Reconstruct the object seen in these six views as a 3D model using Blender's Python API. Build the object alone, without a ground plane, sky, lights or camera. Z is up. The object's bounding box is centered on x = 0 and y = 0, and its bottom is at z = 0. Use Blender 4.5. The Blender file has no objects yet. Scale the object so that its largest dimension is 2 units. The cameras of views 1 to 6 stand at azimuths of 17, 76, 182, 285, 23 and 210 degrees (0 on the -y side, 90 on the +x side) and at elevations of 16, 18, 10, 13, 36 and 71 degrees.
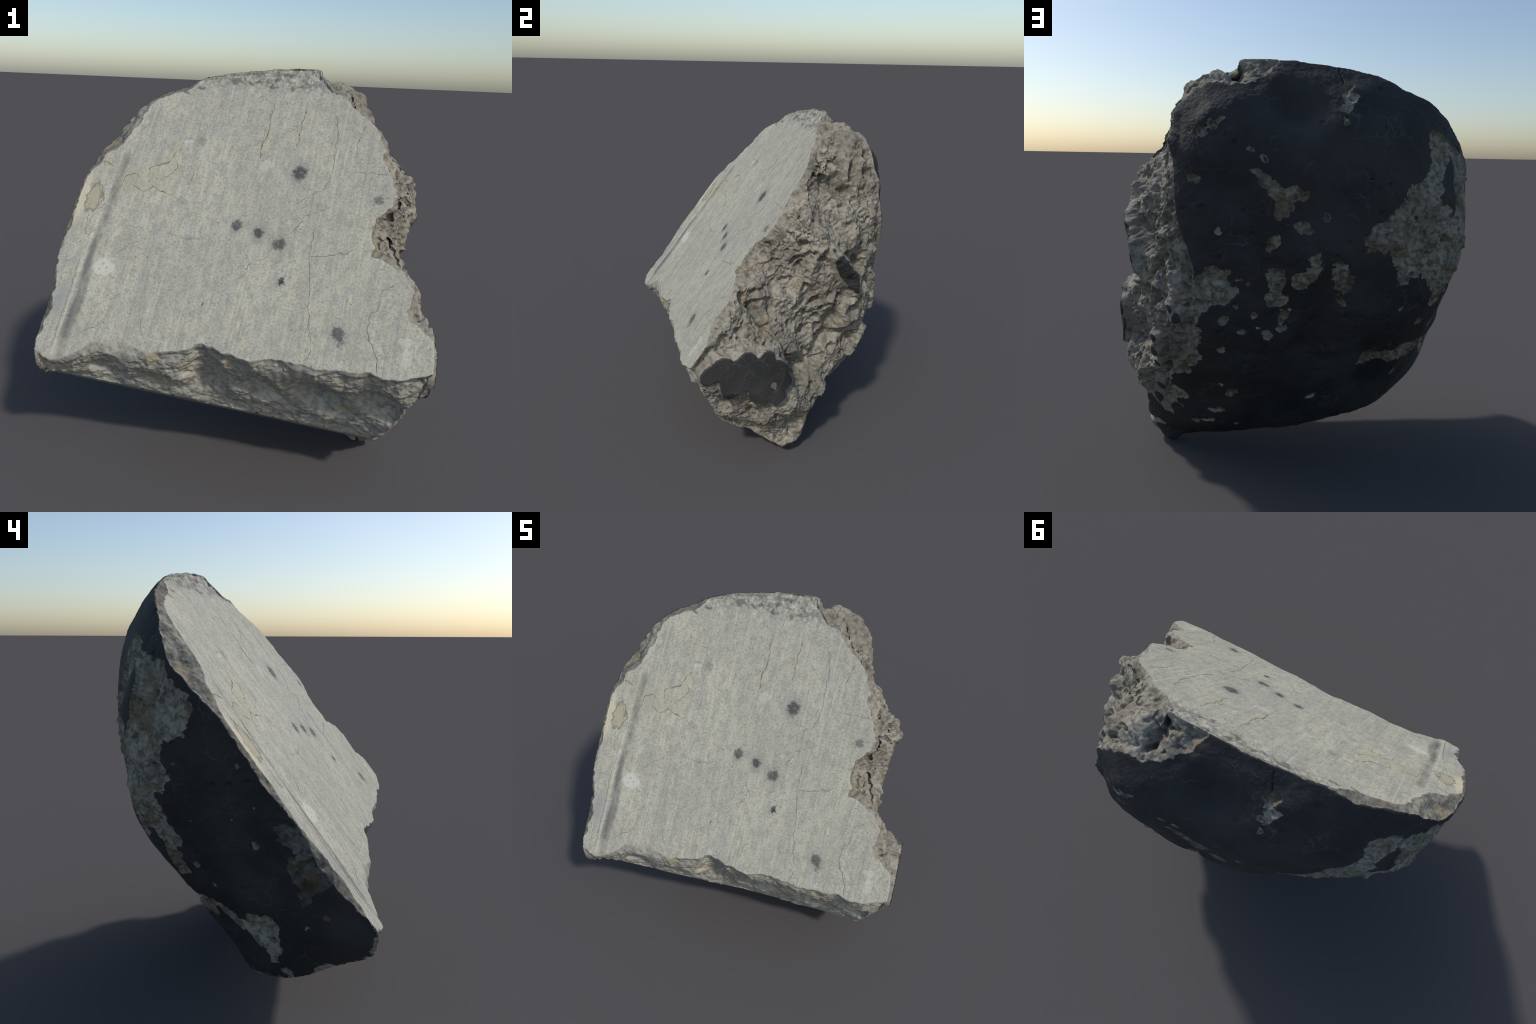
"""A sawn fragment of a stony meteorite: pale cut face, dark fusion crust on the
rounded back, a rough broken flank on the right and a broken underside."""
import bpy, math, random
import numpy as np
from mathutils import Matrix, Vector

random.seed(7)
F32 = np.float32
CELL = 0.0165            # size of the first coarse mesh; halved twice afterwards

# --------------------------------------------------------------------------
# 1. frame of the cut face:  p = right, q = up in the face, h = depth behind it
# --------------------------------------------------------------------------
N_CUT = Vector((-0.0191, -0.7992, 0.6007)).normalized()
P_AX = Vector((0, 0, 1)).cross(N_CUT).normalized()
Q_AX = N_CUT.cross(P_AX)
ORIGIN = Vector((0.05, -0.25, 1.1682))
CENTRE = np.array([-0.05, 0.0, 0.38], F32)     # pole of the radial description

# --------------------------------------------------------------------------
# 2. noise
# --------------------------------------------------------------------------
_rng = np.random.default_rng(11)
_perm = np.tile(_rng.permutation(256), 3).astype(np.int32)
_grad = _rng.normal(size=(256, 3)).astype(F32)
_grad /= np.linalg.norm(_grad, axis=1)[:, None]


def noise(P, freq, seed=0):
    X = np.asarray(P, F32) * np.asarray(freq, F32) + F32(seed * 17.31)
    i = np.floor(X).astype(np.int32)
    f = X - i
    u = f * f * f * (f * (f * 6 - 15) + 10)
    i &= 255
    out = np.zeros(len(X), F32)
    for a in (0, 1):
        wa = u[:, 0] if a else 1 - u[:, 0]
        pa = _perm[i[:, 0] + a]
        for b in (0, 1):
            wb = wa * (u[:, 1] if b else 1 - u[:, 1])
            pb = _perm[pa + i[:, 1] + b]
            for c in (0, 1):
                g = _grad[_perm[pb + i[:, 2] + c] & 255]
                d = g[:, 0] * (f[:, 0] - a) + g[:, 1] * (f[:, 1] - b) + g[:, 2] * (f[:, 2] - c)
                out += wb * (u[:, 2] if c else 1 - u[:, 2]) * d
    return out * 1.5


def fbm(P, freq, octaves, seed=0, gain=0.5):
    s, a = 0, 1.0
    for k in range(octaves):
        s = s + a * noise(P, np.asarray(freq) * 2.03 ** k, seed + k)
        a *= gain
    return s


def cells(P, freq, seed=0):
    """distance to the nearest jittered cell point, and that cell's random value"""
    X = np.asarray(P, F32) * F32(freq) + F32(seed * 9.7)
    i = np.floor(X).astype(np.int32)
    best = np.full(len(X), 9, F32)
    rnd = np.zeros(len(X), F32)
    for a in (-1, 0, 1):
        for b in (-1, 0, 1):
            for c in (-1, 0, 1):
                j = i + np.array([a, b, c], np.int32)
                k = _perm[_perm[_perm[j[:, 0] & 255] + (j[:, 1] & 255)] + (j[:, 2] & 255)]
                pt = j + 0.5 + 0.38 * _grad[k & 255]
                d = np.sqrt(((X - pt) ** 2).sum(1))
                hit = d < best
                best[hit] = d[hit]
                rnd[hit] = k[hit] / 255.0
    return best, rnd


def chunks(P, freq, seed=0, tilt=.75):
    """broken facets: the upper envelope of tilted caps, one per jittered cell"""
    X = np.asarray(P, F32) * F32(freq) + F32(seed * 5.3)
    i = np.floor(X).astype(np.int32)
    best = np.full(len(X), -9, F32)
    for a in (-1, 0, 1):
        for b in (-1, 0, 1):
            for c in (-1, 0, 1):
                j = i + np.array([a, b, c], np.int32)
                k = _perm[_perm[_perm[j[:, 0] & 255] + (j[:, 1] & 255)] + (j[:, 2] & 255)] & 255
                d = X - (j + 0.5 + 0.38 * _grad[k])
                best = np.maximum(best, tilt * (d * _grad[(k + 91) & 255]).sum(1) - .55 * (d * d).sum(1) + .5 * k / 255.0)
    return best - .35


def smooth(a, b, x):
    t = np.clip((x - a) / (b - a), 0, 1)
    return t * t * (3 - 2 * t)


# --------------------------------------------------------------------------
# 3. large form
# --------------------------------------------------------------------------
# outline of the cut face (p, q), from the lower left corner clockwise
FACE_OUTLINE = [
    (-1.01, -.735), (-.975, -.60), (-.96, -.52), (-.98, -.38), (-1.01, -.29), (-1.03, -.17), (-1.02, -.07),
    (-1.02, 0), (-1.03, .13), (-1.03, .23), (-1.0, .31), (-.97, .35), (-.95, .40), (-.88, .46), (-.86, .52),
    (-.84, .58), (-.82, .66), (-.80, .72), (-.76, .77), (-.71, .81), (-.66, .83), (-.59, .86), (-.53, .93),
    (-.49, .95), (-.41, .97), (-.33, .99), (-.24, 1.01), (-.16, 1.02), (-.07, 1.04), (.07, 1.06), (.14, 1.03),
    (.17, .97), (.22, .91), (.30, .89), (.34, .81), (.44, .74), (.45, .72), (.50, .68), (.53, .62), (.55, .52),
    (.59, .45), (.64, .33), (.63, .30), (.61, .26), (.56, .21), (.56, .15), (.56, .09), (.58, .06), (.57, .01),
    (.62, .01), (.68, -.02), (.72, -.04), (.76, -.10), (.78, -.12), (.77, -.22), (.77, -.26), (.82, -.27),
    (.88, -.33), (.92, -.36), (.925, -.41), (.92, -.9), (-1.0, -.9)]
# lower edge of the cut face, where the scalloped fracture begins
LOWER_EDGE = np.array([
    (-1.0, -.695), (-.95, -.712), (-.89, -.735), (-.83, -.716), (-.72, -.662), (-.69, -.607), (-.57, -.588),
    (-.52, -.577), (-.45, -.593), (-.38, -.616), (-.32, -.595), (-.25, -.577), (-.18, -.556), (-.14, -.521),
    (-.07, -.524), (-.02, -.545), (.06, -.555), (.11, -.559), (.20, -.535), (.30, -.525), (.40, -.542),
    (.50, -.532), (.60, -.518), (.65, -.513), (.70, -.526), (.79, -.517), (.83, -.495), (.88, -.475), (.93, -.455)])
# depth at which that fracture meets the underside
FRACTURE_DEPTH = np.array([(-1, .01), (-.95, .03), (-.87, .17), (-.44, .25), (-.03, .39), (.3, .46), (.6, .5), (1, .52)])
# depth to which the flat underside reaches
UNDERSIDE_REACH = np.array([(-1, .02), (-.94, .1), (-.88, .33), (-.74, .56), (-.6, .66), (-.22, .84), (.19, .96), (.5, 1.0), (.65, .95), (.9, .7)])
# radius of the body by azimuth (every 15 degrees from +p) on cones round the back pole
RINGS = [   # polar angles 0, 15, 30 ... 120 degrees
    [.55] * 24,
    [.60, .59, .57, .56, .55, .55, .55, .54, .53, .51, .50, .50, .51, .52, .53, .54, .55, .56, .57, .58, .59, .60, .60, .60],
    [.69, .68, .67, .64, .60, .57, .55, .54, .53, .51, .51, .53, .55, .55, .57, .59, .61, .63, .64, .66, .69, .70, .70, .69],
    [.81, .79, .76, .73, .66, .61, .57, .57, .58, .57, .59, .61, .62, .62, .63, .65, .68, .73, .77, .81, .87, .86, .80, .81],
    [.75, .78, .77, .77, .75, .71, .67, .65, .64, .64, .66, .67, .67, .66, .70, .75, .84, .91, .95, .98, 1.03, 1.12, .96, .84],
    [.70, .74, .80, .84, .88, .85, .79, .76, .76, .76, .76, .80, .80, .80, .83, .94, 1.08, 1.10, 1.07, 1.04, 1.0, 1.04, 1.02, .84],
    [.72, .73, .86, .87, .98, 1.05, .94, .92, .92, .91, .92, .93, .88, .88, .95, 1.12, 1.12, 1.1, 1.1, 1.1, 1.05, 1.07, 1.0, .94],
    [.77, .78, .92, .90, 1.0, 1.09, 1.05, 1.05, 1.08, 1.09, 1.07, 1.01, .96, .99, 1.085, 1.21, 1.2, 1.2, 1.2, 1.2, 1.1, 1.08, 1.12, .97],
    [.90, .89, .98, 1.0, 1.09, 1.18, 1.2, 1.19, 1.2, 1.23, 1.19, 1.13, 1.12, 1.12, 1.21, 1.36, 1.3, 1.3, 1.3, 1.3, 1.2, 1.15, 1.21, 1.08]]
RINGS = np.array(RINGS, F32)


def face_level(p, q):
    return -.05 * np.maximum(0, -p - .15) ** 1.5 + .02 * np.maximum(0, p - .45) - .010 * smooth(-.79, -.84, p)


def radius(az, po):
    """Catmull-Rom interpolation of RINGS"""
    def w(t):
        return (-.5 * t + t * t - .5 * t ** 3, 1 - 2.5 * t * t + 1.5 * t ** 3, .5 * t + 2 * t * t - 1.5 * t ** 3, -.5 * t * t + .5 * t ** 3)
    x = np.mod(az, 360) / 15
    y = np.clip(po / 15, 0, 7.999)
    i, j = np.floor(x).astype(int), np.floor(y).astype(int)
    wx, wy = w(x - i), w(y - j)
    r = 0
    for b in range(4):
        jj = np.abs(j + b - 1)
        jj = np.minimum(jj, 8)
        for a in range(4):
            r = r + wx[a] * wy[b] * RINGS[jj, (i + a - 1) % 24]
    return r


def polar(L):
    D = L - CENTRE
    R = np.sqrt((D * D).sum(1)) + 1e-9
    return np.degrees(np.arctan2(D[:, 1], D[:, 0])), np.degrees(np.arccos(np.clip(D[:, 2] / R, -1, 1))), R


def on_body(az, po):
    a, b = np.radians(az), np.radians(po)
    r = float(radius(np.array([float(az)]), np.array([float(po)]))[0])
    return CENTRE + r * np.array([math.cos(a) * math.sin(b), math.sin(a) * math.sin(b), math.cos(b)], F32)


def lean(p):
    """the left of the face bows forward, which draws its plan positions to the right"""
    return p - .68 * face_level(p, 0) * (p < 0)


# signed distance to the outline, tabulated once on a fine lattice
_o = np.array(FACE_OUTLINE, F32)
_o[:, 0] = lean(_o[:, 0])
_lat = 0.004
_gx, _gy = np.arange(-1.3, 1.3, _lat, dtype=F32), np.arange(-1.0, 1.3, _lat, dtype=F32)


def _outline_lattice():
    X, Y = np.meshgrid(_gx, _gy, indexing="ij")
    best, inside = np.full(X.shape, 9, F32), np.zeros(X.shape, bool)
    for k in range(len(_o)):
        a, b = _o[k], _o[(k + 1) % len(_o)]
        e = b - a
        t = np.clip(((X - a[0]) * e[0] + (Y - a[1]) * e[1]) / (e @ e), 0, 1)
        best = np.minimum(best, np.hypot(X - a[0] - t * e[0], Y - a[1] - t * e[1]))
        if abs(e[1]) > 1e-9:
            c = (a[1] > Y) != (b[1] > Y)
            inside ^= c & (X < a[0] + (Y - a[1]) / e[1] * e[0])
    return np.where(inside, -best, best)


_outl = _outline_lattice()
_grid = np.stack([*np.meshgrid(_gx, _gy, indexing="ij"), np.full((len(_gx), len(_gy)), .3, F32)], -1).reshape(-1, 3)
_outl = _outl + (.014 * noise(_grid, 16, 1) + .007 * noise(_grid, 37, 2) + .004 * noise(_grid, 80, 3)).reshape(_outl.shape)
_lp = np.linspace(-1.05, 1.0, 500)
_lc = np.stack([_lp, 0 * _lp, 0 * _lp], 1)
_lq = np.interp(_lp, lean(LOWER_EDGE[:, 0]), LOWER_EDGE[:, 1]) + .010 * noise(_lc, 15, 4) + .007 * noise(_lc, 40, 5)


def outline_distance(p, q):
    x = np.clip((p + 1.3) / _lat, 0, len(_gx) - 1.01)
    y = np.clip((q + 1.0) / _lat, 0, len(_gy) - 1.01)
    i, j = x.astype(int), y.astype(int)
    u, v = x - i, y - j
    return (_outl[i, j] * (1 - u) * (1 - v) + _outl[i + 1, j] * u * (1 - v) + _outl[i, j + 1] * (1 - u) * v + _outl[i + 1, j + 1] * u * v)


def parts_of_form(L):
    """signed fields (negative inside): cut face, underside, body shell"""
    p, q, h = L[:, 0], L[:, 1], L[:, 2]
    lev = face_level(p, q)
    cut = lev - h
    d = np.maximum(h - lev, 0)
    qf = np.interp(p, _lp, _lq)
    e = np.interp(p, FRACTURE_DEPTH[:, 0], FRACTURE_DEPTH[:, 1])
    hc = np.interp(p, UNDERSIDE_REACH[:, 0], UNDERSIDE_REACH[:, 1])
    qp = np.minimum(-.787 + .08 * hc + .058 * (h - hc), qf)
    low = (qf + (qp - qf) * np.clip(d / e, 0, 1) ** (.65 + .35 * smooth(-.55, .0, p)) - q) * .9
    az, po, R = polar(L)
    shell = R - radius(az, po)
    flare = np.where((az > -55) & (az < 88), 1.1, 1.8)
    rim = (outline_distance(p, q) - flare * d) * .6
    return cut, low, np.maximum(shell, rim), rim - shell


def form(L):
    c, l, s, _ = parts_of_form(L)
    return np.maximum(np.maximum(c, l), s)


# --------------------------------------------------------------------------
# 4. where the crust is, and where it has flaked off
# --------------------------------------------------------------------------
# polar angle of the crust's broken edge by azimuth (right-hand, broken flank)
CRUST_EDGE = np.array([(-180, 140), (-60, 140), (-52, 60), (-42, 50), (-36, 49), (-25, 45), (-11, 42), (2, 34), (20, 33), (38, 35), (47, 41), (55, 58),
                       (58, 70), (60, 76), (63, 86), (66, 93), (70, 96), (78, 98), (84, 101), (87, 105), (92, 116), (98, 140), (180, 140)], float)
# flaked-off patches: chains of discs (azimuth, polar angle, radius)
PATCHES = {
    "horned": [(69, 87, .013), (72, 86, .02), (75, 87, .02), (77, 88, .01)],
    "small_upper": [(67, 78, .019)],
    "short_streak": [(84, 83, .012), (87, 82, .018)],
    "forked": [(85, 78, .018), (87, 77, .021), (89, 75, .022), (92, 74, .027), (96, 75, .025), (99, 74, .014), (93, 71, .033), (92, 68, .017)],
    "dot_a": [(109, 71, .017)], "dot_b": [(100, 66, .021), (103, 66, .021)], "dot_c": [(90, 60, .025)], "dot_d": [(70, 64, .012)],
    "broad": [(60, 50, .054), (60, 45, .04), (66, 44, .017), (48, 44, .036), (48, 49, .043)],
    "sliver": [(68, 51, .008), (71, 48, .011), (75, 46, .013)],
    "tall": [(90, 49, .034), (89, 43, .029), (92, 37, .032), (99, 28, .027), (101, 21, .018), (77, 18, .02), (71, 23, .01)],
    "leaf_a": [(109, 58, .02), (110, 53, .028), (105, 48, .037)],
    "leaf_b": [(120, 59, .019), (123, 56, .026), (130, 52, .041), (136, 47, .024)],
    "dot_e": [(51, 34, .023)], "dot_f": [(63, 37, .013)],
    "flank": [(21, 39, .073), (8, 36, .059), (35, 36, .027), (-1, 39, .032)],
    "low_finger": [(-32, 45, .024), (-27, 47, .035), (-37, 48, .025)],
    "great": [(129, 69, .032), (133, 73, .047), (136, 78, .054), (137, 84, .054), (138, 89, .034), (138, 94, .034), (136, 98, .031), (135, 101, .029),
              (146, 76, .061), (149, 73, .058), (153, 69, .025), (146, 86, .063), (153, 83, .087), (162, 78, .065), (171, 75, .03),
              (137, 103, .018), (144, 104, .036), (148, 102, .07), (154, 105, .068), (158, 106, .039), (151, 99, .07), (159, 102, .039), (156, 95, .071),
              (160, 91, .062), (166, 94, .033), (164, 87, .044), (170, 85, .027), (175, 84, .031), (179, 82, .027), (-175, 80, .025), (-171, 78, .018)],
    "dot_g": [(-179, 69, .024), (-170, 76, .014)],
    "low_right": [(-154, 52, .045), (-156, 60, .038), (-154, 66, .042), (-158, 70, .052), (-156, 76, .050), (-143, 70, .026)],
    "heel": [(-156, 80, .02), (-153, 83, .032), (-149, 84, .032), (-150, 90, .043), (-149, 93, .037), (-146, 88, .044), (-144, 89, .038), (-141, 87, .018)],
    "heel_low": [(-138, 88, .023)],
    "rim_scar": [(-168, 111, .031), (-165, 112, .047), (-160, 111, .048), (-157, 110, .044), (-159, 108, .027), (-155, 107, .032), (-153, 105, .016), (-155, 111, .037)],
    "tiny_a": [(-115, 38, .023)], "tiny_b": [(-44, 27, .023)], "tiny_c": [(-48, 39, .021), (-51, 37, .017)],
    "tiny_d": [(-48, 47, .022), (-51, 45, .016), (-53, 43, .014)], "tiny_e": [(27, 25, .02)], "tiny_f": [(-67, 44, .013)],
    "tiny_g": [(-28, 26, .011)], "tiny_h": [(166, 62, .013)], "tiny_i": [(56, 25, .013)], "tiny_j": [(72, 30, .013)],
    "scar": [(107, 104, .036), (108, 101, .027), (107, 98, .018), (108, 95, .015)],
}
# small pits through the crust of the left side
PITS = [(-168, 104, .017), (-170, 85, .016), (-163, 86, .009), (166, 99, .009), (175, 111, .009), (-176, 103, .007), (-175, 109, .006), (-148, 106, .013), (179, 94, .006), (-148, 102, .009)]
# crust that has survived on the broken flank
REMNANTS = {
    "low_facet": [(-26, 104, .055), (-22, 103, .06), (-18, 98, .06), (-14, 93, .045), (-24, 97, .085), (-20, 92, .085), (-16, 87, .06), (-19, 82, .05), (-24, 81, .05), (-25, 87, .07), (-28, 96, .045)],
    "high_facet": [(30, 93, .020), (29, 89, .032), (28, 86, .040), (27.5, 82, .046), (27, 78, .046), (26, 74, .036), (25, 70, .022)],
    "keel": [(-26, 51, .033), (-32, 54, .04), (-38, 49, .04), (-37, 58, .04), (-33, 58, .041), (-37, 55, .056), (-42, 52, .067), (-45, 56, .06), (-48, 52, .06), (-50, 57, .05), (-44, 61, .05)],
    "island_a": [(145, 95, .019), (148, 93, .019), (150, 92, .015)],
    "island_b": [(14, 47, .028), (6, 46, .035), (-2, 44, .029)],
    "island_c": [(34, 48, .021), (34, 44, .03)],
}
# the low facet is a flat plane through these points (p, q, h)
LOW_FACET = np.array([(.925, -.42, .06), (.89, -.24, .25), (.868, -.24, .48), (.862, -.42, .58), (.888, -.49, .37), (.91, -.50, .16)], F32)
# scoops knocked out of the front fracture: centre p, share of its depth, radius, depth
SCOOPS = [(-.60, .45, .12, .022), (-.40, .55, .10, .020), (-.12, .42, .16, .040), (.13, .45, .13, .035), (.40, .42, .17, .045), (.70, .45, .14, .045), (-.85, .5, .07, .01)]
# hollows pressed into the body and swellings raised on it: path, half width, depth
GOUGES = [
    # broken flank: crest, shelves and gullies that run across it
    ([(33, 99), (23, 96), (16, 93), (5, 94), (0, 106)], .042, -.040), ([(30, 90), (29, 76), (19, 63), (10, 61)], .040, -.030), ([(-3, 67), (2, 60), (11, 59)], .032, .050),
    ([(-2, 113), (-6, 101), (-8, 88), (-14, 76)], .032, .048), ([(57, 112), (52, 104), (53, 98)], .048, .085), ([(54, 96)], .026, .050), ([(56, 90)], .024, .045), ([(15, 74), (19, 75)], .022, .045),
    ([(23, 114), (17, 116), (13, 112)], .048, .085), ([(22, 113), (13, 110), (4, 113)], .040, .035), ([(6, 119)], .04, .05), ([(-16, 107)], .03, .03),
    ([(-14, 111)], .036, -.028), ([(-12, 101)], .036, -.028), ([(36, 112), (32, 106)], .036, -.026),
    ([(61, 106), (60, 103)], .045, .040), ([(33, 82), (36, 73)], .050, .045), ([(39, 78), (37, 72)], .050, .045), ([(51, 71), (48, 73)], .045, .035), ([(20, 72), (5, 68), (-9, 64), (-18, 74)], .050, .050),
    ([(-20, 72), (-9, 68)], .050, .035), ([(5, 53)], .045, .045), ([(40, 64), (36, 55)], .040, .040),
    ([(66, 97), (71, 100), (74, 103)], .110, -.060), ([(68, 102)], .06, -.030), ([(64, 92)], .05, -.015), ([(77, 109), (79, 103)], .035, .065), ([(89, 105)], .05, -.015),
    ([(46, 91), (44, 85)], .060, -.045), ([(62, 88)], .05, -.030), ([(2, 98), (5, 87)], .060, -.030), ([(-10, 79)], .055, -.035),
    ([(-19, 90)], .130, -.040), ([(-21, 59)], .06, -.055), ([(-36, 78)], .05, -.02), ([(43, 113)], .040, -.015), ([(3, 111)], .035, -.02), ([(-18, 110)], .04, -.02), ([(-35, 92)], .05, .035),
    # broad correction of the rounded back
    ([(96, 97)], .125, .070), ([(99, 80)], .12, -.022), ([(110, 103)], .09, -.015), ([(79, 53)], .13, -.028), ([(100, 56), (114, 61), (97, 48)], .13, -.034),
    ([(145, 91), (155, 90)], .12, -.014), ([(-156, 92)], .11, -.018), ([(180, 45), (-150, 52), (-134, 59)], .14, .050), ([(-179, 15)], .13, .022),
    ([(-141, 106), (-147, 101)], .12, -.035), ([(-179, 97)], .10, -.015), ([(73, 75)], .10, .020), ([(-170, 93)], .10, -.015), ([(-49, 57)], .06, -.040),
]
# cracks in the crust: (azimuth, polar angle) polylines
CRUST_CRACKS = [[(104.5, 109), (105.5, 106), (106, 104.5), (107, 103.2), (107.5, 101), (108.5, 99.5)], [(108.5, 99), (108, 96), (107, 94.5)],
                [(151, 97), (152, 90), (153, 83), (154, 76)]]


def blob(L, chain, soft=.010):
    """soft union of balls standing on the body surface (positive inside)"""
    acc = np.zeros(len(L), F32)
    for az, po, r in chain:
        d = r - np.sqrt(((L - on_body(az, po)) ** 2).sum(1))
        acc += np.exp(np.clip(d / soft, -40, 40))
    return soft * np.log(acc + 1e-15)


def line_distance(L, pts):
    best = np.full(len(L), 9, F32)
    for a, b in zip(pts[:-1], pts[1:]):
        e = b - a
        t = np.clip(((L - a) @ e) / (e @ e), 0, 1)
        best = np.minimum(best, np.sqrt(((L - a - t[:, None] * e) ** 2).sum(1)))
    return best


# --------------------------------------------------------------------------
# 5. mesh: surface nets on the form, subdivided and pulled onto it
# --------------------------------------------------------------------------
def surface_nets(fn, lo, hi, cell):
    n = np.ceil((hi - lo) / cell).astype(int) + 1
    ax = [lo[k] + cell * np.arange(n[k]) for k in range(3)]
    G = np.stack(np.meshgrid(*ax, indexing="ij"), -1).reshape(-1, 3).astype(F32)
    V = np.concatenate([fn(c) for c in np.array_split(G, 8)]).reshape(n)
    S = V < 0
    m = n - 1
    cnt, acc = np.zeros(m), np.zeros((*m, 3))
    for axis in range(3):
        o = [k for k in range(3) if k != axis]
        for a in (0, 1):
            for b in (0, 1):
                s0 = [None] * 3
                s0[axis] = slice(0, m[axis]); s0[o[0]] = slice(a, a + m[o[0]]); s0[o[1]] = slice(b, b + m[o[1]])
                s1 = list(s0); s1[axis] = slice(1, m[axis] + 1)
                v0, v1 = V[tuple(s0)], V[tuple(s1)]
                x = (v0 < 0) != (v1 < 0)
                t = np.where(x, v0 / np.where(x, v0 - v1, 1), 0)
                cnt += x
                acc[..., axis] += np.where(x, t, 0); acc[..., o[0]] += x * a; acc[..., o[1]] += x * b
    act = cnt > 0
    idx = np.full(m, -1, int)
    idx[act] = np.arange(act.sum())
    verts = (np.argwhere(act) + acc[act] / cnt[act][:, None]) * cell + lo
    quads = []
    for axis in range(3):
        o = [(axis + 1) % 3, (axis + 2) % 3]
        s0 = [slice(1, m[k]) for k in range(3)]
        s0[axis] = slice(0, m[axis])
        s1 = list(s0); s1[axis] = slice(1, m[axis] + 1)
        a, b = S[tuple(s0)], S[tuple(s1)]
        for flip in (False, True):
            w = np.argwhere((a & ~b) if not flip else (~a & b))
            w[:, o[0]] += 1; w[:, o[1]] += 1
            d0, d1 = np.eye(3, dtype=int)[o[0]], np.eye(3, dtype=int)[o[1]]
            g = lambda c: idx[c[:, 0], c[:, 1], c[:, 2]]
            qd = np.stack([g(w), g(w - d0), g(w - d0 - d1), g(w - d1)], 1)
            quads.append(qd[:, ::-1] if flip else qd)
    return verts.astype(F32), np.concatenate(quads)


def subdivide(V, Q):
    E = np.concatenate([Q[:, [k, (k + 1) % 4]] for k in range(4)])
    E = np.sort(E, 1)
    u, inv = np.unique(E[:, 0] * len(V) + E[:, 1], return_inverse=True)
    ev = (V[u // len(V)] + V[u % len(V)]) / 2
    fv = V[Q].mean(1)
    nq = len(Q)
    e = [inv[k * nq:(k + 1) * nq] + len(V) for k in range(4)]
    f = np.arange(nq) + len(V) + len(ev)
    out = [np.stack([Q[:, k], e[k], f, e[(k + 3) % 4]], 1) for k in range(4)]
    return np.concatenate([V, ev, fv]), np.concatenate(out)


def gradient(V, eps=.003):
    g = np.empty_like(V)
    for k in range(3):
        d = np.zeros(3, F32); d[k] = eps
        g[:, k] = (form(V + d) - form(V - d)) / (2 * eps)
    return g


def pull(V, steps):
    for _ in range(steps):
        g = gradient(V)
        n2 = np.maximum((g * g).sum(1), .25)
        s = np.clip(form(V) / n2, -.02, .02)
        V = V - g * s[:, None]
    return V


def vertex_normals(V, Q):
    fn = np.cross(V[Q[:, 2]] - V[Q[:, 0]], V[Q[:, 3]] - V[Q[:, 1]])
    N = np.zeros_like(V)
    for k in range(4):
        for c in range(3):
            N[:, c] += np.bincount(Q[:, k], weights=fn[:, c], minlength=len(V))
    return N / (np.linalg.norm(N, axis=1)[:, None] + 1e-12)


def relax(V, Q, amount):
    """even out the quads a little"""
    acc, cnt = np.zeros_like(V), np.zeros(len(V))
    for k in range(4):
        for c in range(3):
            acc[:, c] += np.bincount(Q[:, k], weights=V[Q[:, (k + 1) % 4], c] + V[Q[:, (k + 3) % 4], c], minlength=len(V))
        cnt += 2 * np.bincount(Q[:, k], minlength=len(V))
    return (V + amount * (acc / cnt[:, None] - V)).astype(F32)


V, Q = surface_nets(form, np.array([-1.13, -.86, -.13]), np.array([1.12, 1.16, 1.16]), CELL)
V = pull(V, 3)
V, Q = subdivide(V, Q)
V = pull(relax(V, Q, .3), 2)
V, Q = subdivide(V, Q)
V = pull(relax(V, Q, .3), 2)

# --------------------------------------------------------------------------
# 6. masks and relief
# --------------------------------------------------------------------------
cut, low, side, rimness = parts_of_form(V)
az, po, R = polar(V)
depth = V[:, 2] - face_level(V[:, 0], V[:, 1])
wob = fbm(V, 13, 4, seed=3)
wob_fine = fbm(V, 38, 3, seed=5)

flank = (po - np.interp(az, CRUST_EDGE[:, 0], CRUST_EDGE[:, 1])) * R * math.pi / 180
flank = np.clip(flank, -.4, .4) + .022 * wob + .008 * wob_fine + .045 * noise(V, 5.5, 8) * smooth(140, 120, np.interp(az, CRUST_EDGE[:, 0], CRUST_EDGE[:, 1]))
rim = np.minimum(rimness, .05) + .006 * wob + .003 * wob_fine - .004     # chipped margin round the sawn face
def ragged(a, b, c):
    w1 = [fbm(V, 11, 2, sd) for sd in (101, 103, 105)]
    w2 = [fbm(V, 30, 2, sd) for sd in (107, 109, 111)]
    w3 = [noise(V, 90, sd) for sd in (113, 114, 115)]
    return a * np.stack(w1, 1) + b * np.stack(w2, 1) + c * np.stack(w3, 1)


RAG = ragged(.032, .014, .003)
warp = V + RAG
foot = .006 + .030 * np.maximum(wob, -.1) + .010 * wob_fine - np.maximum(side - low, 0)   # chipped along the underside
rim = np.maximum(rim, np.where(low > -.06, foot, -9))
patch_fields = {}
patch = np.full(len(V), -9, F32)
for name, chain in PATCHES.items():
    big = max(r for _, _, r in chain)
    k = min(1, .15 + big / .06)
    f = blob(V + k * RAG, chain, .35 * big) + .14 * big + min(.006, .25 * big) * wob_fine + min(.002, .1 * big) * noise(V, 75, 12)
    patch_fields[name] = f
    patch = np.maximum(patch, f)
pits = np.full(len(V), -9, F32)
for c in PITS:
    pits = np.maximum(pits, blob(V + .3 * RAG, [c], .003) + .003 * wob)
remnant_fields = {n: (blob(V + .25 * RAG, c, .020) - .012 if 'facet' in n else blob(V + .4 * RAG, c, .012) - .008) for n, c in REMNANTS.items()}
remnant = np.max(np.stack(list(remnant_fields.values())), 0)
bare = np.maximum(np.maximum(flank, rim), np.maximum(patch, pits))
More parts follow.
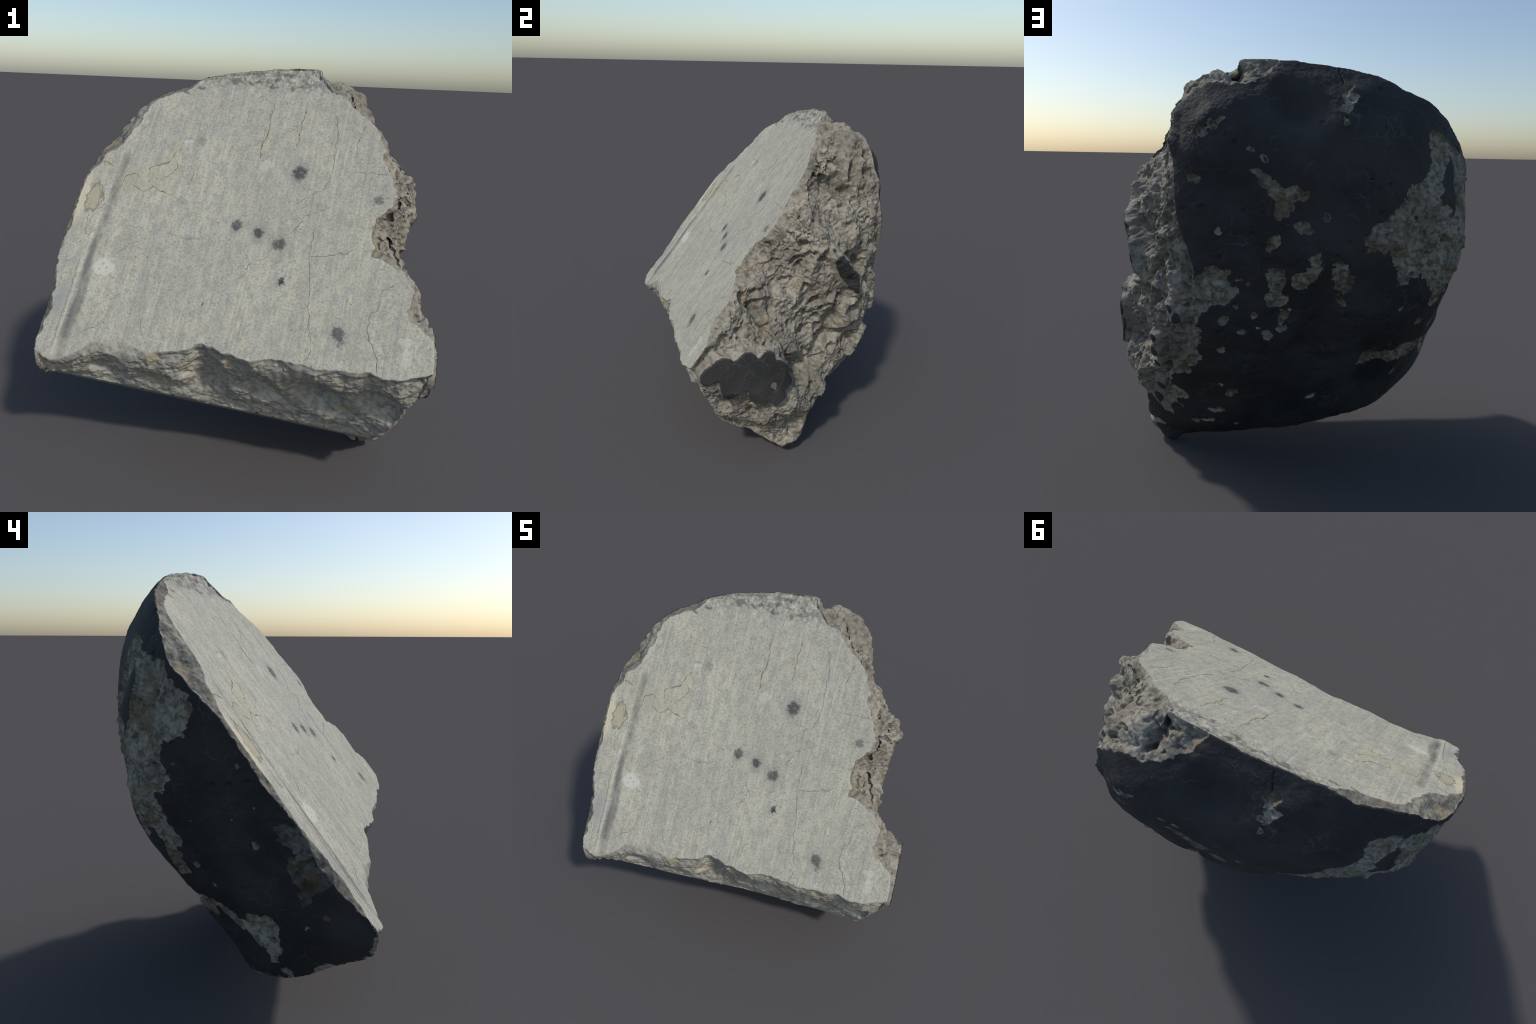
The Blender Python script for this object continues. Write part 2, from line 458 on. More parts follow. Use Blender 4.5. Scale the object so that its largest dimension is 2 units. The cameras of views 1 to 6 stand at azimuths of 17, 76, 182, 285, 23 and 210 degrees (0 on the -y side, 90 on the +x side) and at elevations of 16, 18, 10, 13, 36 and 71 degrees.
stone = np.minimum(bare, -remnant)            # > 0 : stone shows, < 0 : crust

is_cut = cut >= np.maximum(low, side)
is_low = ~is_cut & (low >= side)
w_side = smooth(-.02, .02, side - low)
away = smooth(.0, .05, depth)                 # relief fades out at the sawn edge
Nrm = vertex_normals(V, Q)

# rough flank: broad hollows, knobs, pits, grain
sel = np.where((stone > -.02) & ~is_cut)[0]
P = V[sel]
pw = P + .03 * np.stack([noise(P, 6, 21), noise(P, 6, 22), noise(P, 6, 23)], 1)
hollow = fbm(pw, 3.2, 2, 31)
pq = pw + .55 * RAG[sel]
c1, r1 = cells(pq, 15, 3)
c2, r2 = cells(pq, 34, 4)
pit1 = smooth(.5, .12, c1) * (r1 > .5)
pit2 = smooth(.48, .15, c2) * (r2 > .45)
grain = fbm(P, 55, 2, 41)
facet = .055 * chunks(pw, 4.2, 3) + .034 * chunks(pw, 9, 4) + .017 * chunks(pw + .01 * RAG[sel], 20, 5) + .007 * chunks(pw, 44, 6)
pit0 = smooth(.42, .16, cells(pq, 8.5, 6)[0]) * smooth(-.1, .3, noise(P, 4, 36))
rough = .035 * hollow + facet - .055 * pit0 - .034 * pit1 - .013 * pit2 + .006 * grain
shallow = -.012 + .022 * fbm(pw, 10, 4, 51, .6) - .022 * pit1 * (r1 > .65) - .007 * pit2 + .002 * grain
deep = smooth(.0, .035, np.minimum(flank[sel], -remnant[sel]))
only_patch = smooth(0, .008, np.minimum(np.maximum(patch, pits)[sel], -remnant[sel])) * (1 - deep)
rimw = smooth(-.002, .012, rim[sel]) * (1 - deep) * (1 - only_patch)
d_side = deep * (rough - .027) + only_patch * shallow + rimw * (.006 * fbm(pw, 22, 3, 61) - .004)
# broken underside: slanting ledges and scallops
B = V[sel] * np.array([1, 1.2, 1.6], F32)
ledge = np.abs(noise(B @ np.array([[.8, 0, .6], [0, 1, 0], [-.6, 0, .8]], F32), (5, 9, 13), 71))
fract_end = np.interp(P[:, 0], FRACTURE_DEPTH[:, 0], FRACTURE_DEPTH[:, 1]) - depth[sel] + .020 * wob[sel]
scoop = np.zeros(len(P), F32)
for sp, sh, sr, sd in SCOOPS:
    e = float(np.interp(sp, FRACTURE_DEPTH[:, 0], FRACTURE_DEPTH[:, 1]))
    dd = np.hypot(pw[:, 0] - sp - .25 * (depth[sel] - sh * e), 1.15 * (depth[sel] - sh * e))
    scoop = np.maximum(scoop, sd * smooth(sr, .25 * sr, dd))
d_low = -1.0 * scoop + .050 * chunks(B, 4.5, 7) + .026 * chunks(B, 11, 8) + .012 * (.35 - ledge) + .008 * (.4 - np.abs(noise(B, 24, 75))) + .003 * grain - .010
d_low = np.minimum(d_low + .006, .012) * smooth(-.005, .03, fract_end)
ws = w_side[sel]
disp = np.zeros(len(V), F32)
disp[sel] = (d_side * ws + d_low * (1 - ws)) * np.where(is_low[sel], smooth(0, .03, depth[sel]), away[sel])
fm = remnant_fields["low_facet"]
fs = np.where(fm > -.01)[0]
fc0 = LOW_FACET.mean(0)
fn = np.linalg.svd(LOW_FACET - fc0)[2][2]
fn = fn * np.sign(fn[0])
along = np.maximum(Nrm[fs] @ fn, .35)
flat = np.clip(-((V[fs] - fc0) @ fn) / along, -.06, .045)
flat_w = smooth(-.012, .006, fm[fs]) * smooth(.02, .08, depth[fs])
# crust: gently dented, fine orange-peel, cracks
cr = np.where((stone < .01) & ~is_cut & ~is_low)[0]
C = V[cr]
k = smooth(.01, -.01, stone[cr]) * smooth(0, .03, depth[cr])
cp, cpr = cells(C + .01 * RAG[cr], 13, 9)
crust_rel = -.007 * smooth(.22, .08, cp) * (cpr > .55) + .005 * fbm(C, 9, 2, 84) + .005 * fbm(C, 3.5, 2, 81) + .0012 * noise(C, 45, 82) + .0010 * noise(C, 90, 83)
crack_d = np.full(len(C), 9, F32)
for ln in CRUST_CRACKS:
    crack_d = np.minimum(crack_d, line_distance(C + .006 * np.stack([wob[cr], wob_fine[cr], wob[cr]], 1), [on_body(*a) for a in ln]))
crust_rel = crust_rel - .009 * smooth(.0055, .001, crack_d)
disp[cr] += crust_rel * k
# sawn face: the saw's groove on the left and faint scratches
cf = np.where(is_cut)[0]
S = V[cf]
groove_at = -.830 + .01 * np.sin(S[:, 1] * 5)
face_rel = -.004 * smooth(.024, .004, np.abs(S[:, 0] - groove_at)) * smooth(.55, .42, S[:, 1]) + .0008 * noise(S, (70, 5, 5), 91)
top_rough = smooth(.86, .96, S[:, 1] + .06 * noise(S, 5, 92) + .1 * (S[:, 0] - .0) * (S[:, 0] > 0))
face_rel = face_rel - top_rough * (.006 + .010 * np.abs(fbm(S, 22, 3, 93)))
disp[cf] += face_rel * smooth(.0, .012, -outline_distance(S[:, 0], S[:, 1]))

big_form = np.zeros(len(V), F32)
for path, half, dep in GOUGES:
    d = line_distance(V + .5 * RAG if half < .1 else V, [on_body(*a) for a in path] if len(path) > 1 else [on_body(*path[0]), on_body(*path[0]) + .001])
    big_form -= dep * (np.exp(-(d / (.8 * half)) ** 2) if half >= .08 else .5 * np.exp(-(d / (.9 * half)) ** 2) + .6 * np.maximum(0, 1 - d / (1.3 * half)))
disp += np.where(is_cut | is_low, 0, big_form * smooth(-.005, .05, depth))
disp[fs] = disp[fs] * (1 - flat_w) + (flat + .002 * noise(V[fs], 12, 86)) * flat_w
V2 = V + Nrm * disp[:, None]
# nothing but the face itself may stand in front of the sawn plane
lev = face_level(V2[:, 0], V2[:, 1])
V2[:, 2] = np.where(is_cut, V2[:, 2], np.maximum(V2[:, 2], lev + .0005))
Nrm2 = vertex_normals(V2, Q)

# --------------------------------------------------------------------------
# 7. materials
# --------------------------------------------------------------------------
class Nodes:
    def __init__(self, name):
        self.m = bpy.data.materials.new(name)
        self.m.use_nodes = True
        self.t = self.m.node_tree
        self.b = self.t.nodes["Principled BSDF"]
        self.co = self.t.nodes.new("ShaderNodeTexCoord").outputs["Object"]

    def put(self, socket, v):
        if hasattr(v, "is_linked") or isinstance(v, bpy.types.NodeSocket):
            self.t.links.new(v, socket)
        elif isinstance(v, tuple) and len(v) == 3 and socket.type == "RGBA":
            socket.default_value = (*v, 1)
        else:
            socket.default_value = v

    def node(self, kind, ins=(), **props):
        n = self.t.nodes.new("ShaderNode" + kind)
        for k, v in props.items():
            setattr(n, k, v)
        for k, v in (ins.items() if isinstance(ins, dict) else enumerate(ins)):
            self.put(n.inputs[k], v)
        return n

    def math(self, op, *a, clamp=False):
        return self.node("Math", a, operation=op, use_clamp=clamp).outputs[0]

    def vmath(self, op, *a):
        n = self.node("VectorMath", a, operation=op)
        return n.outputs["Value"] if op in ("LENGTH", "DISTANCE", "DOT_PRODUCT") else n.outputs["Vector"]

    def noise(self, scale, detail=3, rough=.55, co=None, stretch=None):
        co = co or self.co
        if stretch:
            co = self.vmath("MULTIPLY", co, stretch)
        return self.node("TexNoise", {"Vector": co, "Scale": scale, "Detail": detail, "Roughness": rough}).outputs["Fac"]

    def voronoi(self, scale, co=None, stretch=None, feature="F1", rnd=1.0):
        co = co or self.co
        if stretch:
            co = self.vmath("MULTIPLY", co, stretch)
        return self.node("TexVoronoi", {"Vector": co, "Scale": scale, "Randomness": rnd}, feature=feature)

    def step(self, x, a, b):
        """smooth 0..1 ramp as x goes from a to b (a may exceed b)"""
        n = self.node("MapRange", {"Value": x, "From Min": a, "From Max": b, "To Min": 0.0, "To Max": 1.0}, interpolation_type="SMOOTHSTEP")
        return n.outputs["Result"]

    def mix(self, f, a, b, blend="MIX"):
        n = self.t.nodes.new("ShaderNodeMix")
        n.data_type, n.blend_type = "RGBA", blend
        self.put(n.inputs[0], f)
        self.put(n.inputs[6], a)
        self.put(n.inputs[7], b)
        return n.outputs[2]

    def finish(self, colour, rough=.8, height=None, bump=.3, dist=.004, spec=.3):
        self.put(self.b.inputs["Base Color"], colour)
        self.put(self.b.inputs["Roughness"], rough)
        self.b.inputs["Specular IOR Level"].default_value = spec
        if height is not None:
            bn = self.node("Bump", {"Height": height, "Strength": bump, "Distance": dist})
            self.t.links.new(bn.outputs[0], self.b.inputs["Normal"])
        return self.m


def stone_colour(n, light, mid, dark, warm, stain=.56):
    big = n.noise(5, 4)
    fine = n.noise(34, 5, .65)
    c = n.mix(n.step(big, .35, .65), mid, light)
    c = n.mix(n.math("MULTIPLY", n.step(fine, .56, .36), .75), c, dark)
    v = n.voronoi(26)
    sp = n.math("MULTIPLY", n.step(v.outputs["Distance"], .42, .2), n.step(n.node("SeparateColor", [v.outputs["Color"]]).outputs[0], .72, .8))
    c = n.mix(n.math("MULTIPLY", sp, .55), c, light)
    w = n.math("MULTIPLY", n.step(n.noise(9, 4, .6), stain, stain + .14), .65)
    return n.mix(w, c, warm), fine


def cut_face_material():
    n = Nodes("sawn_chondrite")
    x = n.node("SeparateXYZ", [n.co])
    p, q = x.outputs[0], x.outputs[1]
    warp = n.noise(7, 3)
    c = n.mix(n.step(n.noise(3.2, 4, .6, stretch=(1, .55, 1)), .38, .64), (.452, .437, .35), (.518, .50, .392))
    # olive tint to the right
    c = n.mix(n.math("MULTIPLY", n.step(n.math("ADD", p, n.math("MULTIPLY", warp, .3)), .2, .85), .6), c, (.43, .42, .325))
    gv = n.node('TexNoise', {'Vector': n.co, 'Scale': 40.0, 'Detail': 3.0}).outputs['Color']
    gco = n.vmath('ADD', n.co, n.vmath('MULTIPLY', n.vmath('SUBTRACT', gv, (.5, .5, .5)), (.030, .030, 0)))
    # grain: stretched grey mottles, pale and cream chondrules
    mot = n.noise(24, 5, .65, stretch=(1, .6, 1))
    c = n.mix(n.math("MULTIPLY", n.step(mot, .56, .38), .5), c, (.27, .265, .23))
    for sc, th, col, f in ((17, .78, (.53, .48, .32), .55), (26, .80, (.57, .56, .475), .6), (42, .76, (.53, .48, .32), .5), (36, .74, (.32, .31, .27), .6), (70, .70, (.57, .55, .46), .5), (64, .72, (.30, .292, .255), .5)):
        v = n.voronoi(sc, co=gco, stretch=(1.05, .85, 1))
        r = n.node("SeparateColor", [v.outputs["Color"]]).outputs[1]
        k = n.math("MULTIPLY", n.step(v.outputs["Distance"], .44, .18), n.step(r, th, th + .03))
        c = n.mix(n.math("MULTIPLY", k, f), c, col)
    broad = n.noise(1, 4, .6, stretch=(16, 1.6, 3))
    c = n.mix(n.math('MULTIPLY', n.step(broad, .60, .36), .42), c, (.33, .325, .285))
    # saw streaks along the face
    st = n.noise(1, 4, .7, stretch=(55, 3.0, 3))
    c = n.mix(n.math("MULTIPLY", n.step(st, .56, .38), .22), c, (.27, .265, .235))
    st2 = n.noise(1, 2, .6, stretch=(150, 9, 9))
    c = n.mix(n.math("MULTIPLY", n.step(st2, .5, .7), .06), c, (.56, .545, .47))
    gr = n.noise(95, 4, .7)
    c = n.mix(n.math('MULTIPLY', n.step(gr, .50, .36), .65), c, (.25, .245, .215))
    c = n.mix(n.math('MULTIPLY', n.step(gr, .54, .68), .5), c, (.58, .565, .475))
    ln = n.noise(1, 2, .5, stretch=(75, .9, 1))
    c = n.mix(n.math('MULTIPLY', n.step(ln, .63, .68), .42), c, (.27, .265, .235))
    ln2 = n.noise(1, 2, .5, stretch=(60, .7, 2))
    c = n.mix(n.math('MULTIPLY', n.step(ln2, .34, .29), .35), c, (.58, .565, .48))
    # fine dark and ochre specks
    for sc, th, col, f in ((75, .86, (.16, .16, .155), .75), (50, .93, (.12, .12, .12), .8), (24, .95, (.42, .33, .17), .5)):
        v = n.voronoi(sc)
        r = n.node("SeparateColor", [v.outputs["Color"]]).outputs[0]
        k = n.math("MULTIPLY", n.step(v.outputs["Distance"], .26, .10), n.step(r, th, th + .02))
        c = n.mix(n.math("MULTIPLY", k, f), c, col)
    # faint ochre stains
    c = n.mix(n.math("MULTIPLY", n.step(n.noise(11, 4, .6), .62, .74), .45), c, (.47, .41, .27))
    # larger pale clasts
    wv = n.node("TexNoise", {"Vector": n.co, "Scale": 26.0, "Detail": 5.0}).outputs["Color"]
    wco = n.vmath("ADD", n.co, n.vmath("MULTIPLY", n.vmath("SUBTRACT", wv, (.5, .5, .5)), (.075, .075, 0)))

    dv = n.node('TexNoise', {'Vector': n.co, 'Scale': 52.0, 'Detail': 4.0, 'Roughness': .65}).outputs['Color']
    dco = n.vmath('ADD', n.co, n.vmath('MULTIPLY', n.vmath('SUBTRACT', dv, (.5, .5, .5)), (.062, .062, 0)))

    def disc(cp, cq, rp, rq, soft, small=False):
        cp = float(lean(np.array([cp]))[0])
        d = n.vmath("MULTIPLY", n.vmath("SUBTRACT", dco if small else wco, (cp, cq, 0)), (1 / rp, 1 / rq, 0))
        return n.step(n.vmath("LENGTH", d), 1 + soft, 1 - soft)
    for cp, cq, rp, rq, f in ((-.752, -.236, .056, .044, .75), (.775, -.361, .024, .020, .35), (.792, -.43, .024, .036, .4), (-.49, .53, .022, .02, .5), (-.03, .44, .035, .03, .35)):
        c = n.mix(n.math("MULTIPLY", disc(cp, cq, rp, rq, .20), f), c, (.60, .595, .52))
    for cp, cq in ((-.74, -.235), (-.76, -.22), (-.73, -.255), (-.77, -.24)):
        c = n.mix(n.math('MULTIPLY', disc(cp, cq, .006, .006, .5), .6), c, (.22, .22, .2))
    # dark inclusions, each with a smoky halo
    for cp, cq, r, f in ((.153, .405, .036, .88), (-.103, .088, .026, .8), (.016, .062, .024, .9), (.133, .015, .030, .82), (.183, -.164, .016, .98),
                         (.486, -.368, .028, .8), (.507, -.405, .020, .45), (.563, .301, .021, .6), (-.167, -.331, .008, .8), (-.412, .542, .022, .3), (.41, .88, .009, .7)):
        c = n.mix(n.math("MULTIPLY", disc(cp, cq, r * 1.9, r * 2.1, .55), f * .30), c, (.20, .205, .20))
        k = n.math("MULTIPLY", disc(cp, cq, r, r * 1.08, .30, True), n.math("ADD", n.math("MULTIPLY", n.step(n.noise(60, 4, .6), .3, .55), .3), .7))
        c = n.mix(n.math("MULTIPLY", k, f), c, (.050, .052, .052))
    for cp, cq, rp, rq in ((-.32, .943, .026, .016), (-.24, .928, .020, .010), (-.18, .945, .034, .011), (-.11, .917, .030, .010), (-.10, .963, .022, .009),  # small irregular dark discs along the top crack line
                           (-.03, .995, .034, .012), (.005, .905, .018, .014), (.06, .928, .034, .008), (-.515, .882, .022, .012), (-.60, .845, .016, .010)):
        c = n.mix(n.math("MULTIPLY", disc(cp, cq, rp, rq, .5), .75), c, (.085, .083, .072))
    # smoky band in the saw groove on the left
    g = n.math("ABSOLUTE", n.math("ADD", p, n.math("ADD", .815, n.math("MULTIPLY", n.math("SUBTRACT", n.noise(6, 3), .5), .05))))
    g = n.math("MULTIPLY", n.math("MULTIPLY", n.step(g, .036, .008), n.step(q, .47, .36)), n.step(n.noise(5, 4, .65), .25, .6))
    c = n.mix(n.math("MULTIPLY", g, .85), c, (.13, .13, .125))
    # tan clast and cream margin at the left edge
    c = n.mix(n.math("MULTIPLY", disc(-.94, .13, .042, .085, .2), .75), c, (.40, .36, .25))
    ring = n.math('MULTIPLY', disc(-.94, .13, .044, .088, .10), n.math('SUBTRACT', 1.0, disc(-.94, .13, .037, .080, .10)))
    c = n.mix(n.math('MULTIPLY', ring, .8), c, (.13, .12, .09))
    c = n.mix(n.math("MULTIPLY", disc(-1.012, .13, .022, .15, .4), .8), c, (.60, .54, .38))
    c = n.mix(n.math("MULTIPLY", disc(-.93, -.43, .05, .09, .5), .6), c, (.30, .305, .29))
    # ochre haloes round the veins in the upper left
    for cp, cq, rp, rq in ((-.80, .24, .03, .08), (-.66, .32, .03, .06), (-.55, .42, .03, .06), (-.55, .32, .05, .05), (-.60, .23, .10, .03), (-.72, .24, .05, .05)):
        c = n.mix(n.math("MULTIPLY", disc(cp, cq, rp, rq, .9), .22), c, (.44, .38, .24))
    # rough darker strip along the top margin
    tq = n.math("ADD", q, n.math("ADD", n.math("MULTIPLY", n.math("SUBTRACT", warp, .5), .10), n.math("MULTIPLY", n.math("MAXIMUM", p, 0.0), .12)))
    t = n.math("MULTIPLY", n.step(tq, .86, .95), n.step(n.noise(40, 5, .7), .58, .40))
    c = n.mix(n.math("MULTIPLY", t, .8), c, (.19, .185, .165))
    return n.finish(c, .78, n.math("ADD", n.noise(120, 4, .6), n.math("MULTIPLY", st, .8)), .22, .003)


def broken_material():
    n = Nodes("broken_chondrite")
    c, fine = stone_colour(n, (.325, .302, .245), (.205, .188, .152), (.095, .087, .069), (.29, .235, .145))  # tones darkened to include self-shadowing and cavity shade of the flank
    return n.finish(c, .86, n.math("ADD", n.noise(60, 6, .7), n.math("MULTIPLY", fine, .6)), .55, .006)


def fracture_material():
    n = Nodes("fresh_fracture")
    c, fine = stone_colour(n, (.42, .40, .335), (.325, .312, .265), (.19, .183, .155), (.44, .365, .225))
    return n.finish(c, .84, n.math("ADD", n.noise(40, 6, .7, stretch=(.6, 1, 1.5)), n.math("MULTIPLY", fine, .5)), .55, .006)


def patch_material(name="bare_stone", tones=None):
    n = Nodes(name)
    c, fine = stone_colour(n, *tones) if tones else stone_colour(n, (.355, .332, .265), (.225, .21, .165), (.075, .07, .056), (.16, .115, .06), .47)
    return n.finish(c, .86, n.math("ADD", n.noise(70, 6, .7), n.math("MULTIPLY", fine, .6)), .5, .005)


def crust_material():
    n = Nodes("fusion_crust")
    c = n.mix(n.step(n.noise(4, 5, .6), .35, .68), (.0265, .0265, .026), (.044, .0435, .042))
    c = n.mix(n.math("MULTIPLY", n.step(n.noise(70, 4, .7), .5, .72), .5), c, (.050, .051, .053))
    c = n.mix(n.math("MULTIPLY", n.step(n.noise(2.2, 4, .65), .56, .72), .45), c, (.042, .037, .032))
    # pale hair veins
    wv = n.node("TexNoise", {"Vector": n.co, "Scale": 6.0, "Detail": 4.0}).outputs["Color"]
    wco = n.vmath("ADD", n.co, n.vmath("MULTIPLY", n.vmath("SUBTRACT", wv, (.5, .5, .5)), (.14, .14, .14)))
    v = n.voronoi(7, co=wco, feature="DISTANCE_TO_EDGE").outputs["Distance"]
    k = n.math("MULTIPLY", n.step(v, .022, .004), n.step(n.noise(5, 3, .6), .46, .66))
    c = n.mix(n.math("MULTIPLY", k, .45), c, (.115, .117, .115))
    # pale specks
    s = n.voronoi(38)
    k = n.math("MULTIPLY", n.step(s.outputs["Distance"], .16, .06), n.step(n.node("SeparateColor", [s.outputs["Color"]]).outputs[0], .93, .95))
    c = n.mix(n.math("MULTIPLY", k, .7), c, (.17, .18, .18))
    return n.finish(c, .72, n.math("ADD", n.noise(95, 4, .6), n.math("MULTIPLY", n.noise(28, 3), .8)), .60, .006, spec=.35)


def vein_material(name, col, col2):
    n = Nodes(name)
    return n.finish(n.mix(n.step(n.noise(30, 4), .4, .62), col, col2), .85)


M_CUT, M_BROKEN, M_FRACT, M_PATCH, M_CRUST = cut_face_material(), broken_material(), fracture_material(), patch_material(), crust_material()
M_DARK_STONE = patch_material('dark_stone', ((.19, .18, .15), (.10, .095, .08), (.045, .043, .038), (.13, .09, .05), .5))
M_HAIR = vein_material("hairline_crack", (.13, .13, .118), (.25, .245, .215))
M_OCHRE = vein_material("ochre_vein", (.19, .155, .085), (.34, .28, .165))
M_PIT = vein_material("dark_pit", (.06, .06, .055), (.13, .125, .11))

# --------------------------------------------------------------------------
# 8. objects
# --------------------------------------------------------------------------
scene = bpy.context.scene
root = bpy.data.objects.new("meteorite_fragment", None)
scene.collection.objects.link(root)
root["label"] = "sawn meteorite slab with pale cut face and black fusion crust"
root["category"] = "meteorite rock"
FRAME = Matrix((P_AX, Q_AX, N_CUT)).transposed().to_4x4()
FRAME.translation = ORIGIN
OUT = V2 * np.array([1, 1, -1], F32)           # local z points out of the face
NOUT = Nrm2 * np.array([1, 1, -1], F32)
QO = Q[:, ::-1]


def add(name, verts, faces, mat, normals=None, parent=None):
    me = bpy.data.meshes.new(name)
    me.vertices.add(len(verts))
    me.vertices.foreach_set("co", np.asarray(verts, F32).ravel())
    k = faces.shape[1]
    me.loops.add(faces.size)
    me.loops.foreach_set("vertex_index", faces.astype(np.int32).ravel())
    me.polygons.add(len(faces))
    me.polygons.foreach_set("loop_start", np.arange(0, faces.size, k, dtype=np.int32))
    me.update(calc_edges=True)
    me.polygons.foreach_set("use_smooth", np.ones(len(faces), bool))
    if normals is not None:
        me.normals_split_custom_set_from_vertices(normals.tolist())
    me.materials.append(mat)
    ob = bpy.data.objects.new(name, me)
    scene.collection.objects.link(ob)
    ob.parent = parent or root
    ob.matrix_basis = FRAME if parent is None else Matrix.Identity(4)
    return ob


def region(name, faces_mask, mat, parent=None):
    f = QO[faces_mask]
    if not len(f):
        return None
    u, inv = np.unique(f, return_inverse=True)
    return add(name, OUT[u], inv.reshape(f.shape), mat, NOUT[u], parent)


fc = lambda a: a[Q].mean(1)
f_cut, f_low, f_side = fc(cut), fc(low), fc(side)
L_CUT = f_cut >= np.maximum(f_low, f_side) - 1e-6
L_LOW = ~L_CUT & (f_low >= f_side)
L_SIDE = ~L_CUT & ~L_LOW
f_stone, f_rem = fc(stone), fc(remnant)
f_flank, f_rim, f_patch = fc(flank), fc(rim), fc(np.maximum(patch, pits))
stone_face = L_SIDE & (f_stone > 0)
in_flank = stone_face & (np.maximum(f_flank, f_rim) > 0)
in_patch = stone_face & ~in_flank

face_ob = region("cut_face", L_CUT, M_CUT)
region("broken_flank", in_flank, M_BROKEN)
crust_face = L_SIDE & ~stone_face
f_remn = {n: fc(f) for n, f in remnant_fields.items()}
# beyond its front fracture the underside is a smooth skin
dark_area = np.interp(V[:, 0], FRACTURE_DEPTH[:, 0], FRACTURE_DEPTH[:, 1]) - depth + .020 * wob + .006 * wob_fine < 0
on_dark_area = L_LOW & (fc(dark_area.astype(F32)) > .5) & (fc(foot) < 0)
on_flank = crust_face & (f_rem > 0) & (fc(bare) > 0)
region("broken_underside", L_LOW & ~on_dark_area, M_FRACT)
region("underside_dark_area", on_dark_area, M_CRUST)
region("fusion_crust", crust_face & ~on_flank, M_CRUST)
best = np.stack([f_remn[n] for n in remnant_fields]).argmax(0)
for i, nme in enumerate(remnant_fields):
    region("crust_remnant", on_flank & (best == i), M_CRUST)
fp = np.stack([fc(patch_fields[n]) for n in patch_fields] + [fc(pits)])
best = fp.argmax(0)
for i in range(len(fp)):
    nm = (list(patch_fields) + ["pits"])[i]
    region("crust_pits" if nm == "pits" else "bare_patch", in_patch & (best == i), M_DARK_STONE if nm == "rim_scar" else M_PATCH)


# veins and hairline cracks: thin flattened threads let into the sawn face
def thread(name, pts, width, mat, wander=.004, proud=.0007):
    pts = np.array(pts, float)
    pts[:, 0] = lean(pts[:, 0])
    seg = np.r_[0, np.cumsum(np.hypot(*np.diff(pts, axis=0).T))]
    n = max(6, int(seg[-1] / .006))
    t = np.linspace(0, seg[-1], n)
    c = np.stack([np.interp(t, seg, pts[:, 0]), np.interp(t, seg, pts[:, 1]), np.zeros(n)], 1).astype(F32)
    s = random.randint(0, 500)
    c[:, 0] += wander * (noise(c, 28, s) + .6 * noise(c, 70, s + 1))
    c[:, 1] += wander * (noise(c, 28, s + 2) + .6 * noise(c, 70, s + 3))
    d = np.gradient(c, axis=0)
    d /= np.linalg.norm(d, axis=1)[:, None] + 1e-9
    side = np.stack([-d[:, 1], d[:, 0], np.zeros(n)], 1)
    wd = width * (.75 + .8 * noise(c, 40, s + 4)) * np.minimum(1, np.minimum(np.arange(n), np.arange(n)[::-1]) / 3 + .15)
    wd = np.maximum(wd, .0004)
    z = -face_level(c[:, 0], c[:, 1])
    ring = []
    for a, b in ((-1, -2.0), (-.6, .8), (.6, .8), (1, -2.0)):
        v = c + side * (wd * a)[:, None]
        v[:, 2] = z + proud * b
        ring.append(v)
    verts = np.stack(ring, 1).reshape(-1, 3)
    i = np.arange(n - 1)[:, None] * 4
    faces = np.concatenate([i + np.array([[k, k + 4, (k + 1) % 4 + 4, (k + 1) % 4]]) for k in range(4)])
    faces = np.concatenate([faces, [[3, 2, 1, 0]], [[4 * n - 4, 4 * n - 3, 4 * n - 2, 4 * n - 1]]])[:, ::-1]
    ob = add(name, verts, faces, mat, parent=face_ob)
    return ob


